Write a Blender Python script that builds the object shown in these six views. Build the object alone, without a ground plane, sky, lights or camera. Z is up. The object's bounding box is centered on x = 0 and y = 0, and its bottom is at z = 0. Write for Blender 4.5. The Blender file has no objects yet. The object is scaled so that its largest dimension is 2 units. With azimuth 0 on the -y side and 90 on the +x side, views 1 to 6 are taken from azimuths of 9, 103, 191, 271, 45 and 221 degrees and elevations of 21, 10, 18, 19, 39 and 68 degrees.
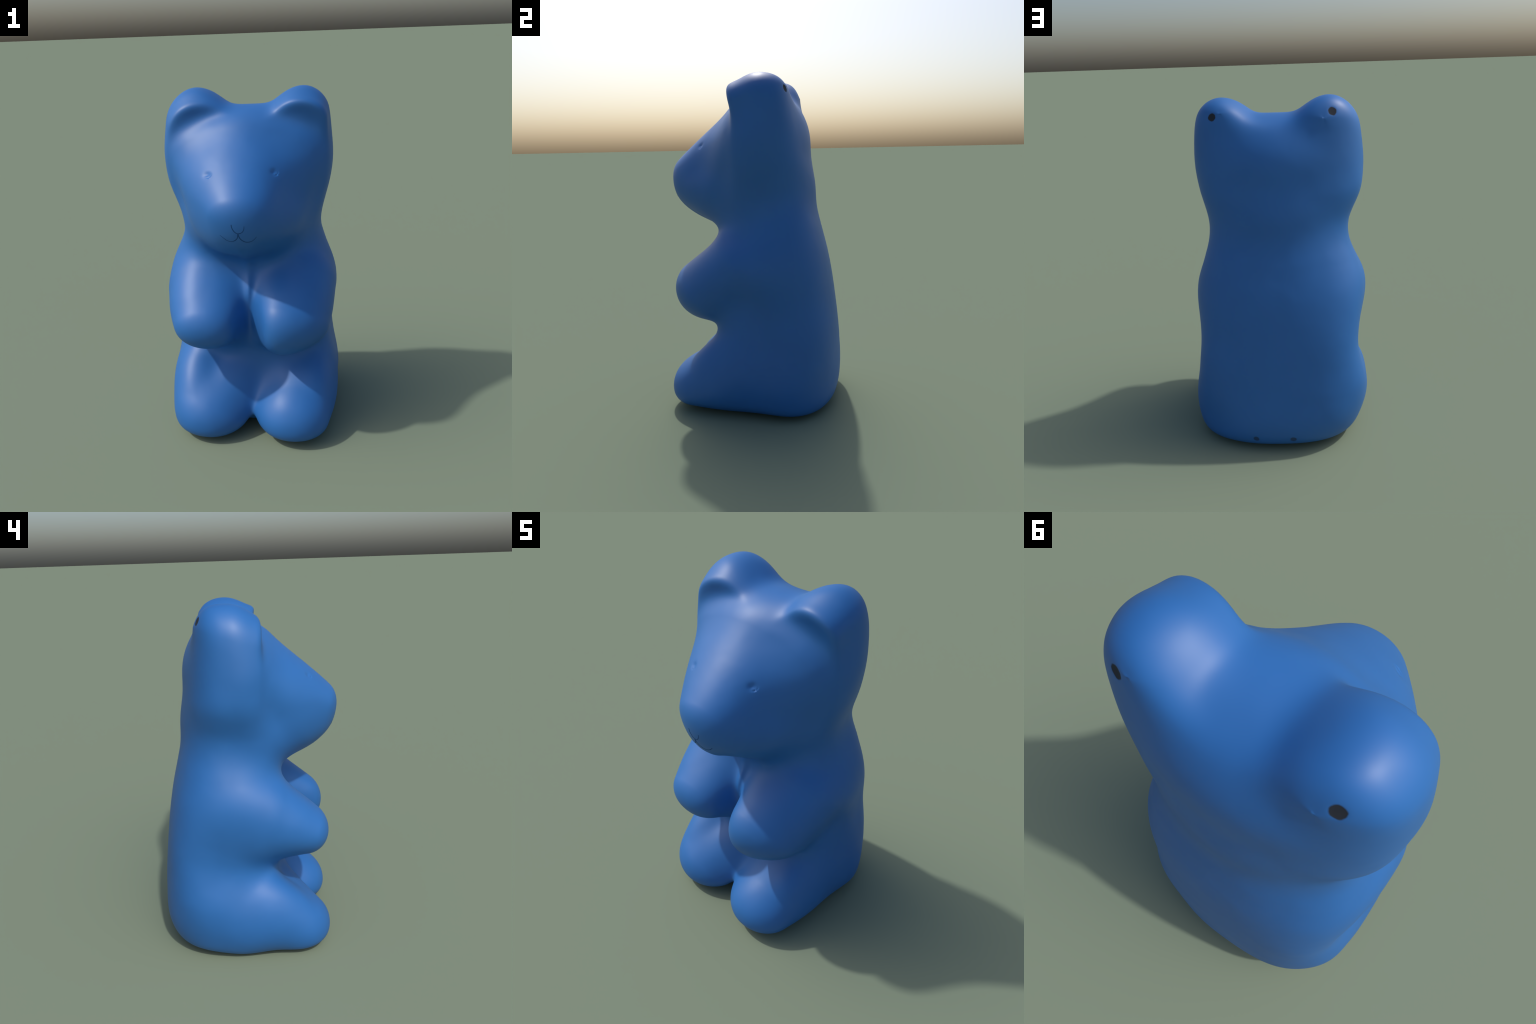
"""A blue moulded bear figure: one smooth body built as an implicit surface
(a slab-like column for back, belly and head, with face, muzzle, ears, arms and
legs blended into it), meshed, and then separated into its anatomical parts."""
import math
import bpy
import numpy as np

SHAPE = dict(
    x0=0.0108,
    y0=0.0655,
    yaw=0.1203,
    hyaw=-0.0126,
    n=2.4699,
    w=[0.4462, 0.4539, 0.4821, 0.4677, 0.4784, 0.4317, 0.4093, 0.4475, 0.4065, 0.3602],
    front=[-0.2084, -0.1345, -0.0605, -0.1025, -0.1346, -0.2095, -0.2095, -0.1895, -0.0944, -0.0612],
    back=[0.4272, 0.4585, 0.4479, 0.4336, 0.4017, 0.3457, 0.2788, 0.2631, 0.2133, 0.1709],
    cx=[0.0213, -0.0108, -0.017, -0.0084, -0.0118, -0.0132, -0.0265, -0.0252, 0.0014, 0.0016],
    zb=[0.0205, 0.0127, -0.0092, 0.0087],
    kb=0.1085,
    bc=[0.07, -0.045, 0.4801],
    br=[0.3198, 0.2288, 0.2614],
    kc=0.28,
    gc=[-0.035, -0.478, 0.5915],
    gr=[0.058, 0.1917, 0.3543],
    ztop=1.8393,
    kt=0.2,
    eh=0.1284,
    ex=0.3307,
    ew=0.1847,
    sx=1.5139,
    s0=[-0.0073, -0.0231, 1.623],
    s1=[-0.0357, -0.4837, 1.4508],
    sr=[0.2982, 0.08],
    ks=0.07,
    nc=[-0.0105, -0.1522, 1.3221],
    nr=[0.3102, 0.4214, 0.2411],
    kn=0.28,
    ax=1.2993,
    a0=[0.1815, -0.1381, 0.8682],
    a1=[0.1682, -0.3661, 0.728],
    ar=[0.1978, 0.1702],
    a0_d=[-0.0069, -0.0384, 0.0558],
    a1_d=[-0.0481, -0.0062, -0.0004],
    ar_d=[-0.0394, 0.0267],
    ka=0.25,
    lx=1.2091,
    l0=[0.1657, -0.0496, 0.265],
    l1=[0.2053, -0.3884, 0.1085],
    lr=[0.0932, 0.1645],
    l0_d=[0.1035, 0.1525, -0.1161],
    l1_d=[-0.0297, -0.0389, 0.0054],
    lr_d=[0.0327, -0.0021],
    kl=0.25,
    h0=[0.3664, -0.1355, 0.2618],
    h0_d=[-0.02, -0.0236, 0.0282],
    hr=[0.14, 0.246, 0.1902],
    kh=0.3,
    ec=[0.2697, -0.0315, 1.838],
    er=[0.1549, 0.1284, 0.0953, -0.0344],
    ec_d=[0.0027, -0.0461, 0.0086],
    er_d=[-0.0012, -0.0076, -0.023, -0.0379],
    etw=-0.033,
    etilt=0.3015,
    ke=0.2174,
    kf=0.09,
    kef=0.06,
    keb=0.3938,
    lumps=[[0.17, 0.47, 0.81, -0.008], [-0.31, -0.01, 1.99, 0.004], [-0.37, -0.42, 0.04, -0.007], [0.12, -0.45, 1.23, -0.032], [0.52, -0.05, 0.11, -0.017], [-0.51, -0.07, 0.81, -0.036], [0.49, -0.11, 0.79, 0.034], [-0.02, -0.11, 0.45, -0.078], [0.3, 0.51, 0.19, -0.008], [-0.36, 0.43, 0.63, 0.019], [-0.33, -0.25, 1.52, 0.012], [0.19, -0.48, 0.08, -0.016], [-0.53, 0.01, 0.31, -0.009], [0.13, -0.19, 1.73, -0.031], [-0.22, -0.47, 0.76, -0.006], [0.47, 0.27, 0.54, 0.01], [0.23, -0.44, 0.68, -0.026], [-0.18, -0.2, 1.1, -0.016], [-0.06, 0.5, 0.39, 0.013], [0.36, -0.13, 1.43, 0.019], [-0.39, 0.33, 1.0, 0.007], [0.08, 0.4, 1.16, -0.01], [0.37, -0.27, 0.37, -0.034], [-0.27, -0.08, 0.0, -0.015], [0.15, -0.23, 0.96, -0.01], [-0.4, 0.01, 1.26, -0.028], [-0.29, -0.32, 0.35, -0.013], [0.47, 0.29, 0.86, -0.006], [0.38, 0.24, 0.0, 0.009], [0.04, -0.21, 0.06, -0.009], [-0.46, 0.14, 0.58, -0.011], [0.38, -0.09, 1.09, -0.01], [-0.39, -0.27, 0.65, -0.004], [-0.03, -0.26, 0.69, 0.012], [-0.04, -0.01, 1.88, -0.013], [0.46, -0.01, 0.46, -0.003], [-0.16, -0.42, 1.28, -0.006], [0.19, -0.37, 1.49, -0.028], [0.51, 0.23, 0.24, 0.014], [0.37, -0.06, 1.74, 0.004], [-0.5, -0.19, 0.13, -0.004], [-0.23, -0.16, 1.75, -0.022], [-0.38, -0.26, 0.94, 0.026], [-0.17, 0.22, 0.01, -0.009], [0.29, -0.12, 0.01, -0.008], [0.2, -0.21, 0.58, -0.02], [0.13, -0.32, 0.29, 0.036], [-0.48, -0.02, 1.52, 0.005], [-0.47, 0.08, 1.03, 0.016], [-0.29, 0.5, 0.3, 0.019], [-0.44, -0.08, 1.81, 0.022], [0.37, 0.43, 0.68, -0.011], [-0.39, -0.11, 0.45, 0.021], [-0.47, 0.2, 0.82, -0.011], [0.48, 0.09, 0.99, 0.019], [-0.19, 0.37, 1.14, -0.005], [-0.32, -0.22, 1.28, 0.014], [0.41, -0.22, 0.63, 0.032], [-0.39, 0.21, 1.2, -0.008], [0.18, 0.34, 0.01, 0.003], [-0.18, -0.21, 0.55, 0.012]],
)
EYE_AT = [[-0.1561, -0.3615, 1.6028], [0.1831, -0.2939, 1.6011]]
HOLE_AT = [([0.3188, 0.2592, 1.9019], 0.021), ([-0.3266, 0.2098, 1.9209], 0.022), ([0.0973, 0.519, 0.0877], 0.017), ([-0.1201, 0.4999, 0.091], 0.017)]
STROKES = [('nose_line', [(-0.0099, 1.3889), (-0.0074, 1.3703), (0.0046, 1.3493), (0.0204, 1.3409), (0.041, 1.3472), (0.0516, 1.3638), (0.054, 1.3803)]), ('mouth_line', [(0.0202, 1.3387), (0.0155, 1.3162), (0.0036, 1.3018), (-0.0161, 1.2911), (-0.0384, 1.2939), (-0.0574, 1.307), (-0.0775, 1.3237)]), ('mouth_line', [(0.0211, 1.3387), (0.0267, 1.3163), (0.0384, 1.2997), (0.0562, 1.2885), (0.0768, 1.2882), (0.0942, 1.2966), (0.1104, 1.3152)])]

LUMP=2*.13**2
ZK=np.array([0,.15,.35,.6,.85,1.1,1.3,1.5,1.75,2.0])
def hermite(zk,v,z):
    m=np.gradient(v,zk); z=np.clip(z,zk[0],zk[-1]); i=np.clip(np.searchsorted(zk,z)-1,0,len(zk)-2)
    h=zk[i+1]-zk[i]; t=(z-zk[i])/h
    return (1+2*t)*(1-t)**2*v[i]+t*(1-t)**2*h*m[i]+t*t*(3-2*t)*v[i+1]+t*t*(t-1)*h*m[i+1]
def smin(a,b,k):
    h=np.maximum(k-np.abs(a-b),0)/k
    return np.minimum(a,b)-h*h*h*k/6
def smax(a,b,k): return -smin(-a,-b,k)
def rcone(P,a,b,ra,rb):
    ba=b-a;l2=ba@ba;rr=ra-rb;a2=max(l2-rr*rr,1e-4);il=1/l2
    pa=P-a;y=pa@ba;z=y-l2
    x2=((pa*l2-y[:,None]*ba)**2).sum(1)
    y2=y*y*l2;z2=z*z*l2
    k=np.sign(rr)*rr*rr*x2
    o=(np.sqrt(np.maximum(x2*a2*il,0))+y*rr)*il-ra
    c1=np.sign(z)*a2*z2>k;c2=np.sign(y)*a2*y2<k
    return np.where(c1,np.sqrt(x2+z2)*il-rb,np.where(c2,np.sqrt(x2+y2)*il-ra,o))
def ell(P,c,r):
    q=(P-c)/r; k0=np.sqrt((q*q).sum(1))+1e-9; k1=np.sqrt(((q/r)**2).sum(1))+1e-9
    return k0*(k0-1)/k1
def rotz(P,a):
    c,s=np.cos(a),np.sin(a)
    return np.stack([c*P[:,0]+s*P[:,1],-s*P[:,0]+c*P[:,1],P[:,2]],1)   # world->local for yaw a
def sidev(p,name,s):   # mirrored value with a small difference left/right
    v=np.array(p[name],float)+s*np.array(p[name+'_d'],float)
    return v
def sdf(P,p):
    P=rotz(P-np.array([p['x0'],p['y0'],0]),p['yaw'])
    w=hermite(ZK,np.array(p['w']),P[:,2]);f=hermite(ZK,np.array(p['front']),P[:,2]);b=hermite(ZK,np.array(p['back']),P[:,2])
    cy=(f+b)/2;d=(b-f)/2;cx=hermite(ZK,np.array(p['cx']),P[:,2])
    n=p['n']
    qx=np.abs((P[:,0]-cx)/w)+1e-9;qy=np.abs((P[:,1]-cy)/d)+1e-9
    F=(qx**n+qy**n)**(1/n)
    D=(F-1)*2*w*d/(w+d)
    top=p['ztop']+p['eh']*(np.exp(-((P[:,0]-p['ex'])/p['ew'])**2)+np.exp(-((P[:,0]+p['ex'])/p['ew'])**2))   # saddle rising into both ears
    D=smax(D,P[:,2]-top,p['kt'])
    H=rotz(P,p['hyaw'])
    for s in (-1,1):
        M=H*[s,1,1]
        e=sidev(p,'ec',s);r=sidev(p,'er',s)  # er: rx, rz, half depth, rounding
        q=rotz(M-e,p['etw'])
        c,sn=np.cos(p['etilt']),np.sin(p['etilt'])
        y=c*q[:,1]+sn*q[:,2];z=-sn*q[:,1]+c*q[:,2]
        z=np.where(z<0,.5*z,z)
        kk=np.sqrt((q[:,0]/r[0])**2+(z/r[1])**2)+1e-9
        g=np.sqrt((q[:,0]/r[0]**2)**2+(z/r[1]**2)**2)/kk+1e-9
        A=(kk-1)/np.maximum(g,.5/max(r[0],r[1]))
        A=smax(A,P[:,1]-b-r[3],p['keb'])
        A=smax(A,-y-r[2],p['kef'])
        D=smin(D,A,p['ke'])
    # snout / face
    S=rcone(H*[1/p['sx'],1,1],np.array(p['s0']),np.array(p['s1']),p['sr'][0],p['sr'][1])
    up=np.clip((P[:,2]-1.58)/.2,0,1);up=up*up*(3-2*up)
    D=smin(D,S,p['ks']+(p['kf']-p['ks'])*up)
    N=ell(H,np.array(p['nc']),np.array(p['nr']))
    D=smin(D,N,p['kn'])
    for s in (-1,1):
        M=P*[s,1,1]
        A=rcone(M*[1/p['ax'],1,1],sidev(p,'a0',s),sidev(p,'a1',s),*sidev(p,'ar',s))
        D=smin(D,A,p['ka'])
    D=smax(D,-ell(P,np.array(p['gc']),np.array(p['gr'])),.2)   # groove between the paws
    D=smin(D,ell(P,np.array(p['bc']),np.array(p['br'])),p['kc'])
    for s in (-1,1):
        M=P*[s,1,1]
        A=rcone(M*[1/p['lx'],1,1],sidev(p,'l0',s),sidev(p,'l1',s),*sidev(p,'lr',s))
        D=smin(D,A,p['kl'])
    zb=p['zb'][0]+p['zb'][1]*P[:,1]+p['zb'][2]*P[:,1]**2+p['zb'][3]*P[:,0]**2
    D=smax(D,zb-P[:,2],p['kb'])
    for s in (-1,1):
        D=smin(D,ell(P*[s,1,1],sidev(p,'h0',s),np.array(p['hr'])),p['kh'])
    D=smin(D,ell(P,np.array([0,-.175,.078]),np.array([.16,.135,.075])),.12)   # low web between the feet
    if p.get('lumps'):
        L=np.array(p['lumps'],np.float32);Q=P.astype(np.float32)
        d2=(Q*Q).sum(1)[:,None]+(L[:,:3]**2).sum(1)[None]-2*Q@L[:,:3].T
        D=D-np.exp(d2*np.float32(-1/LUMP))@L[:,3]
    return D

PARTS = [(0, "torso"), (1, "head"), (2, "ear"), (3, "ear"), (4, "arm"), (5, "arm"), (6, "leg"), (7, "leg"),
         (8, "eye"), (9, "eye"), (10, "pin_hole"), (11, "pin_hole"), (12, "pin_hole"), (13, "pin_hole")]
PARENT = {2: 1, 3: 1, 8: 1, 9: 1, 10: 1, 11: 1, 12: 0, 13: 0}


def region(P):
    """Which anatomical part each place on the surface belongs to."""
    p = SHAPE
    L = rotz(P - np.array([p['x0'], p['y0'], 0]), p['yaw'])
    x, y, z = L.T
    out = np.zeros(len(P), int)
    neck = 1.13 + .16 * np.clip(y + .1, -.3, .5)
    for s, a, l in ((-1, 4, 6), (1, 5, 7)):
        side = (x * s > .03) & (y < .30)
        arm = side & (z > .56) & (z < neck) & (rcone(L * [s, 1, 1], np.array([.42, .0, .90]), np.array([.25, -.40, .74]), .27, .27) < 0)
        out[arm] = a
        leg = side & (z <= .56) & (rcone(L * [s, 1, 1], np.array([.38, .08, .24]), np.array([.25, -.40, .13]), .29, .28) < 0)
        out[leg] = l
    head = z >= neck
    out[head] = 1
    for s, e in ((-1, 2), (1, 3)):
        out[head & (z > 1.70 + .35 * (.45 - x * s).clip(0)) & (x * s > .13) & (y > -.16)] = e
    return out

# ------------------------------------------------------------------ details
def details(P, D):
    """Shallow pressed eyes and pin holes."""
    for e in EYES:
        c, n, u, v = e["c"], e["n"], e["u"], e["v"]
        q = P - c
        a, b, h = q @ u, q @ v, q @ n
        near = np.exp(-(h / .05) ** 2)
        D = D + near * .0055 * np.exp(-((a / .021) ** 2 + (b / .017) ** 2))                   # soft pressed socket
        D = D - near * .0014 * np.exp(-((a - .004) / .009) ** 2 - ((b + .009) / .007) ** 2)   # small bead in it
        ring = np.hypot((a - .002) / .024, (b - .002) / .021) - 1
        turn = np.arctan2(b, a)
        lid = np.exp(-((turn + .85) / .65) ** 2)                                              # outer lower lid
        D = D + near * .0016 * lid * np.exp(-(ring / .13) ** 2)
        D = D - near * .0008 * lid * np.exp(-((ring - .3) / .14) ** 2)
    for c, r in HOLES:
        d2 = ((P - c) ** 2).sum(1) / r ** 2
        D = D + .002 * np.exp(-d2 ** 2)
    return D


def field(P):
    return details(P, sdf(P, SHAPE))


def chunked(f, P, n=200000):
    return np.concatenate([f(P[i:i + n]) for i in range(0, len(P), n)])


def gradient(f, P, h=1.5e-3):
    """Slope of the field from four samples at the corners of a tetrahedron."""
    k = np.array([(1, -1, -1), (-1, -1, 1), (-1, 1, -1), (1, 1, 1)], float)
    return sum(chunked(f, P + h * q)[:, None] * q for q in k) / (4 * h)


def unit(v):
    return v / (np.linalg.norm(v, axis=-1, keepdims=True) + 1e-12)


def hit(o, d, f, steps=60):
    """March from o along d to the surface."""
    o, d = np.array(o, float), np.array(d, float)
    t = 0.0
    for _ in range(steps):
        s = f((o + t * d)[None])[0]
        t += .7 * s
        if abs(s) < 1e-5:
            break
    return o + t * d


base = lambda P: sdf(P, SHAPE)
EYES = []
for c in EYE_AT:
    c = np.array(c, float)
    for _ in range(4):
        g = gradient(base, c[None])[0]
        c = c - base(c[None])[0] * g / (g @ g)
    n = unit(g)
    u = unit(np.cross([0, 0, 1.0], n))
    EYES.append({"c": c, "n": n, "u": u, "v": np.cross(n, u)})
HOLES = []
for c, r in HOLE_AT:
    c = np.array(c, float)
    for _ in range(4):
        g = gradient(base, c[None])[0]
        c = c - base(c[None])[0] * g / (g @ g)
    HOLES.append((c, r))


# ------------------------------------------------------------------ meshing
def surface_net(f, low, high, h):
    n = np.ceil((np.array(high) - low) / h).astype(int) + 1
    k = 5
    nc = n // k + 2
    gc = np.stack(np.meshgrid(*[np.arange(m) for m in nc], indexing="ij"), -1).reshape(-1, 3)
    dc = chunked(f, low + gc * h * k).reshape(nc)
    big = np.full(nc * k, np.nan, np.float32)
    near = np.abs(dc) < h * k * 2.2
    fill = np.sign(dc)
    for i in range(k):
        for j in range(k):
            for l in range(k):
                big[i::k, j::k, l::k] = fill
    cells = np.argwhere(near)
    off = np.stack(np.meshgrid(*[np.arange(k)] * 3, indexing="ij"), -1).reshape(-1, 3)
    idx = (cells[:, None] * k + off[None] - k // 2).reshape(-1, 3)
    idx = idx[((idx >= 0) & (idx < big.shape)).all(1)]
    big[tuple(idx.T)] = chunked(f, low + idx * h)
    s = big < 0
    corners = [(i, j, l) for i in (0, 1) for j in (0, 1) for l in (0, 1)]
    sub = lambda a, o: a[o[0]:a.shape[0] - 1 + o[0], o[1]:a.shape[1] - 1 + o[1], o[2]:a.shape[2] - 1 + o[2]]
    cnt = sum(sub(s, o).astype(np.int8) for o in corners)
    cell = np.argwhere((cnt > 0) & (cnt < 8))
    number = np.full(cnt.shape, -1, np.int64)
    number[tuple(cell.T)] = np.arange(len(cell))
    acc, wt = np.zeros((len(cell), 3)), np.zeros(len(cell))
    for a in corners:
        for ax in range(3):
            if a[ax]:
                continue
            b = list(a)
            b[ax] = 1
            va, vb = big[tuple((cell + a).T)], big[tuple((cell + b).T)]
            m = (va < 0) != (vb < 0)
            t = np.where(m, va / np.where(m, va - vb, 1), 0)
            p = cell + np.array(a) + t[:, None] * np.eye(3)[ax]
            acc += p * m[:, None]
            wt += m
    V = low + acc / wt[:, None] * h
    F = []
    for ax in range(3):
        o1, o2 = [(1, 2), (2, 0), (0, 1)][ax]
        a = s[tuple(slice(0, -1) if q == ax else slice(None) for q in range(3))]
        b = s[tuple(slice(1, None) if q == ax else slice(None) for q in range(3))]
        e = np.argwhere(a != b)
        d1, d2 = np.eye(3, dtype=int)[o1], np.eye(3, dtype=int)[o2]
        q = np.stack([number[tuple((e - d1 - d2).T)], number[tuple((e - d2).T)], number[tuple(e.T)], number[tuple((e - d1).T)]], 1)
        flip = ~a[tuple(e.T)]
        q[flip] = q[flip][:, ::-1]
        F.append(q)
    return V, np.concatenate(F)


STEP = 0.008
V, F = surface_net(field, np.array([-.62, -.64, -.06]), np.array([.62, .66, 2.1]), STEP)
count = np.zeros(len(V))
for i in range(4):
    np.add.at(count, F[:, i], 2)
for turn in range(3):                                  # settle on the surface, evenly spread
    g = gradient(field, V)
    V = V - (chunked(field, V) / np.maximum((g * g).sum(1), .05))[:, None] * g
    if turn == 2:
        break
    acc = np.stack([sum(np.bincount(F[:, i], V[F[:, (i + 1) % 4], q] + V[F[:, i - 1], q], len(V)) for i in range(4)) for q in range(3)], 1)
    n = unit(g)
    move = acc / count[:, None] - V
    V = V + .5 * (move - (move * n).sum(1)[:, None] * n)
N = unit(gradient(field, V))
print("extent", V.min(0), V.max(0))

# ------------------------------------------------------------------ materials
BLUE = (0.021, 0.132, 0.400, 1)


def plastic(name):
    m = bpy.data.materials.new(name)
    m.use_nodes = True
    nt = m.node_tree
    b = nt.nodes["Principled BSDF"]
    L = nt.links.new
    tc = nt.nodes.new("ShaderNodeTexCoord")
    big = nt.nodes.new("ShaderNodeTexNoise")
    big.inputs["Scale"].default_value = 2.2
    big.inputs["Detail"].default_value = 3
    L(tc.outputs["Object"], big.inputs["Vector"])
    ramp = nt.nodes.new("ShaderNodeValToRGB")
    ramp.color_ramp.elements[0].position, ramp.color_ramp.elements[1].position = .3, .7
    ramp.color_ramp.elements[0].color = tuple(c * .94 for c in BLUE[:3]) + (1,)
    ramp.color_ramp.elements[1].color = tuple(min(c * 1.06, 1) for c in BLUE[:3]) + (1,)
    L(big.outputs["Fac"], ramp.inputs["Fac"])
    colour = ramp.outputs["Color"]
    # dark pin holes: distance to each hole, with a slightly ragged rim
    wob = nt.nodes.new("ShaderNodeTexNoise")
    wob.inputs["Scale"].default_value = 30
    L(tc.outputs["Object"], wob.inputs["Vector"])
    masks = []
    for c, r in HOLES:
        low = c[2] < .5                                # the two in the base are fainter
        d = nt.nodes.new("ShaderNodeVectorMath")
        d.operation = "DISTANCE"
        d.inputs[1].default_value = tuple(c)
        L(tc.outputs["Object"], d.inputs[0])
        s = nt.nodes.new("ShaderNodeMath")
        s.operation = "MULTIPLY_ADD"
        s.inputs[1].default_value = .012
        L(wob.outputs["Fac"], s.inputs[0])
        L(d.outputs["Value"], s.inputs[2])
        mr = nt.nodes.new("ShaderNodeMapRange")
        mr.inputs["From Min"].default_value = r + .006 - .002
        mr.inputs["From Max"].default_value = r + .006 + .003
        mr.inputs["To Min"].default_value, mr.inputs["To Max"].default_value = (.7 if low else 1), 0
        L(s.outputs[0], mr.inputs["Value"])
        masks.append(mr.outputs[0])
        mix = nt.nodes.new("ShaderNodeMix")
        mix.data_type = "RGBA"
        L(mr.outputs[0], mix.inputs["Factor"])
        L(colour, mix.inputs["A"])
        mix.inputs["B"].default_value = (.014, .018, .028, 1)
        colour = mix.outputs["Result"]
    L(colour, b.inputs["Base Color"])
    # holes are dull; the rest carries faint soft unevenness of the moulding
    dark = nt.nodes.new("ShaderNodeMath")
    dark.operation = "MAXIMUM"
    L(masks[0], dark.inputs[0])
    L(masks[1], dark.inputs[1])
    rough = nt.nodes.new("ShaderNodeMapRange")
    rough.inputs["To Min"].default_value, rough.inputs["To Max"].default_value = ROUGH, .85
    L(dark.outputs[0], rough.inputs["Value"])
    L(rough.outputs[0], b.inputs["Roughness"])
    b.inputs["Specular IOR Level"].default_value = .5
    soft = nt.nodes.new("ShaderNodeTexNoise")
    soft.inputs["Scale"].default_value = 6
    soft.inputs["Detail"].default_value = 1.5
    L(tc.outputs["Object"], soft.inputs["Vector"])
    bump = nt.nodes.new("ShaderNodeBump")
    bump.inputs["Strength"].default_value = .3
    bump.inputs["Distance"].default_value = .012
    L(soft.outputs["Fac"], bump.inputs["Height"])
    L(bump.outputs["Normal"], b.inputs["Normal"])
    return m


ROUGH = .49
blue = plastic("blue_plastic")
ink = bpy.data.materials.new("dark_line")
ink.use_nodes = True
nt = ink.node_tree
b = nt.nodes["Principled BSDF"]
noise = nt.nodes.new("ShaderNodeTexNoise")
noise.inputs["Scale"].default_value = 40
ramp = nt.nodes.new("ShaderNodeValToRGB")
ramp.color_ramp.elements[0].color, ramp.color_ramp.elements[1].color = (.012, .060, .180, 1), (.014, .068, .205, 1)
nt.links.new(noise.outputs["Fac"], ramp.inputs["Fac"])
nt.links.new(ramp.outputs["Color"], b.inputs["Base Color"])
b.inputs["Roughness"].default_value = .8
b.inputs["Specular IOR Level"].default_value = .2

# ------------------------------------------------------------------ parts
C = V[F].mean(1)
part = np.array(region(C))
for code, e in zip((8, 9), EYES):
    part[((C - e["c"]) ** 2).sum(1) < .032 ** 2] = code
for code, (c, r) in zip((10, 11, 12, 13), HOLES):
    part[((C - c) ** 2).sum(1) < (r * 1.35) ** 2] = code
bear = bpy.data.objects.new("gummy_bear", None)
bpy.context.collection.objects.link(bear)
bear["label"] = "glossy blue moulded bear sitting upright with paws forward"
bear["category"] = "toy bear"
made = {}


def separate(name, mask, parent):
    f = F[mask]
    used, inv = np.unique(f, return_inverse=True)
    f = inv.reshape(f.shape)
    me = bpy.data.meshes.new(name)
    me.vertices.add(len(used))
    me.vertices.foreach_set("co", V[used].astype(np.float32).ravel())
    me.loops.add(f.size)
    me.loops.foreach_set("vertex_index", f.ravel().astype(np.int32))
    me.polygons.add(len(f))
    me.polygons.foreach_set("loop_start", np.arange(0, f.size, 4, dtype=np.int32))
    me.polygons.foreach_set("loop_total", np.full(len(f), 4, np.int32))
    me.update(calc_edges=True)
    me.validate()
    me.polygons.foreach_set("use_smooth", np.ones(len(me.polygons), bool))
    me.normals_split_custom_set_from_vertices(N[used].astype(np.float32))
    me.materials.append(blue)
    o = bpy.data.objects.new(name, me)
    o.parent = parent
    bpy.context.collection.objects.link(o)
    return o


for code, name in PARTS:
    if (part == code).any():
        made[code] = separate(name, part == code, made.get(PARENT.get(code)) or bear)

# mouth and nose lines: thin tapering strokes pressed on the muzzle
def stroke(name, points, radius, parent):
    pts = []
    for i in range(len(points) - 1):
        p = [np.array(points[min(max(i + k, 0), len(points) - 1)], float) for k in (-1, 0, 1, 2)]
        for t in np.linspace(0, 1, 8, endpoint=i == len(points) - 2):
            pts.append(.5 * (2 * p[1] + (p[2] - p[0]) * t + (2 * p[0] - 5 * p[1] + 4 * p[2] - p[3]) * t ** 2 + (3 * p[1] - p[0] - 3 * p[2] + p[3]) * t ** 3))
    on = np.array([hit((x, -1.2, z), (0, 1.0, 0), base) for x, z in pts])
    nn = unit(gradient(base, on))
    tt = unit(np.gradient(on, axis=0))
    side = unit(np.cross(tt, nn))
    s = np.linspace(0, 1, len(on))
    r = radius * (.45 + .55 * np.sin(np.pi * np.clip(s * .8 + .2, 0, 1)) ** .5)
    ring = 8
    vs, fs = [], []
    for i in range(len(on)):
        for k in range(ring):
            a = 2 * math.pi * k / ring
            vs.append(on[i] + (math.cos(a) * side[i] * r[i]) + nn[i] * (math.sin(a) * r[i] * .35 - .0003))
    for i in range(len(on) - 1):
        for k in range(ring):
            fs.append((i * ring + k, i * ring + (k + 1) % ring, (i + 1) * ring + (k + 1) % ring, (i + 1) * ring + k))
    fs += [tuple(range(ring))[::-1], tuple(range((len(on) - 1) * ring, len(on) * ring))]
    me = bpy.data.meshes.new(name)
    me.from_pydata([tuple(v) for v in vs], [], fs)
    me.polygons.foreach_set("use_smooth", np.ones(len(me.polygons), bool))
    me.materials.append(ink)
    o = bpy.data.objects.new(name, me)
    o.parent = parent
    bpy.context.collection.objects.link(o)


for name, pts in STROKES:
    stroke(name, pts, .0032, made[1])
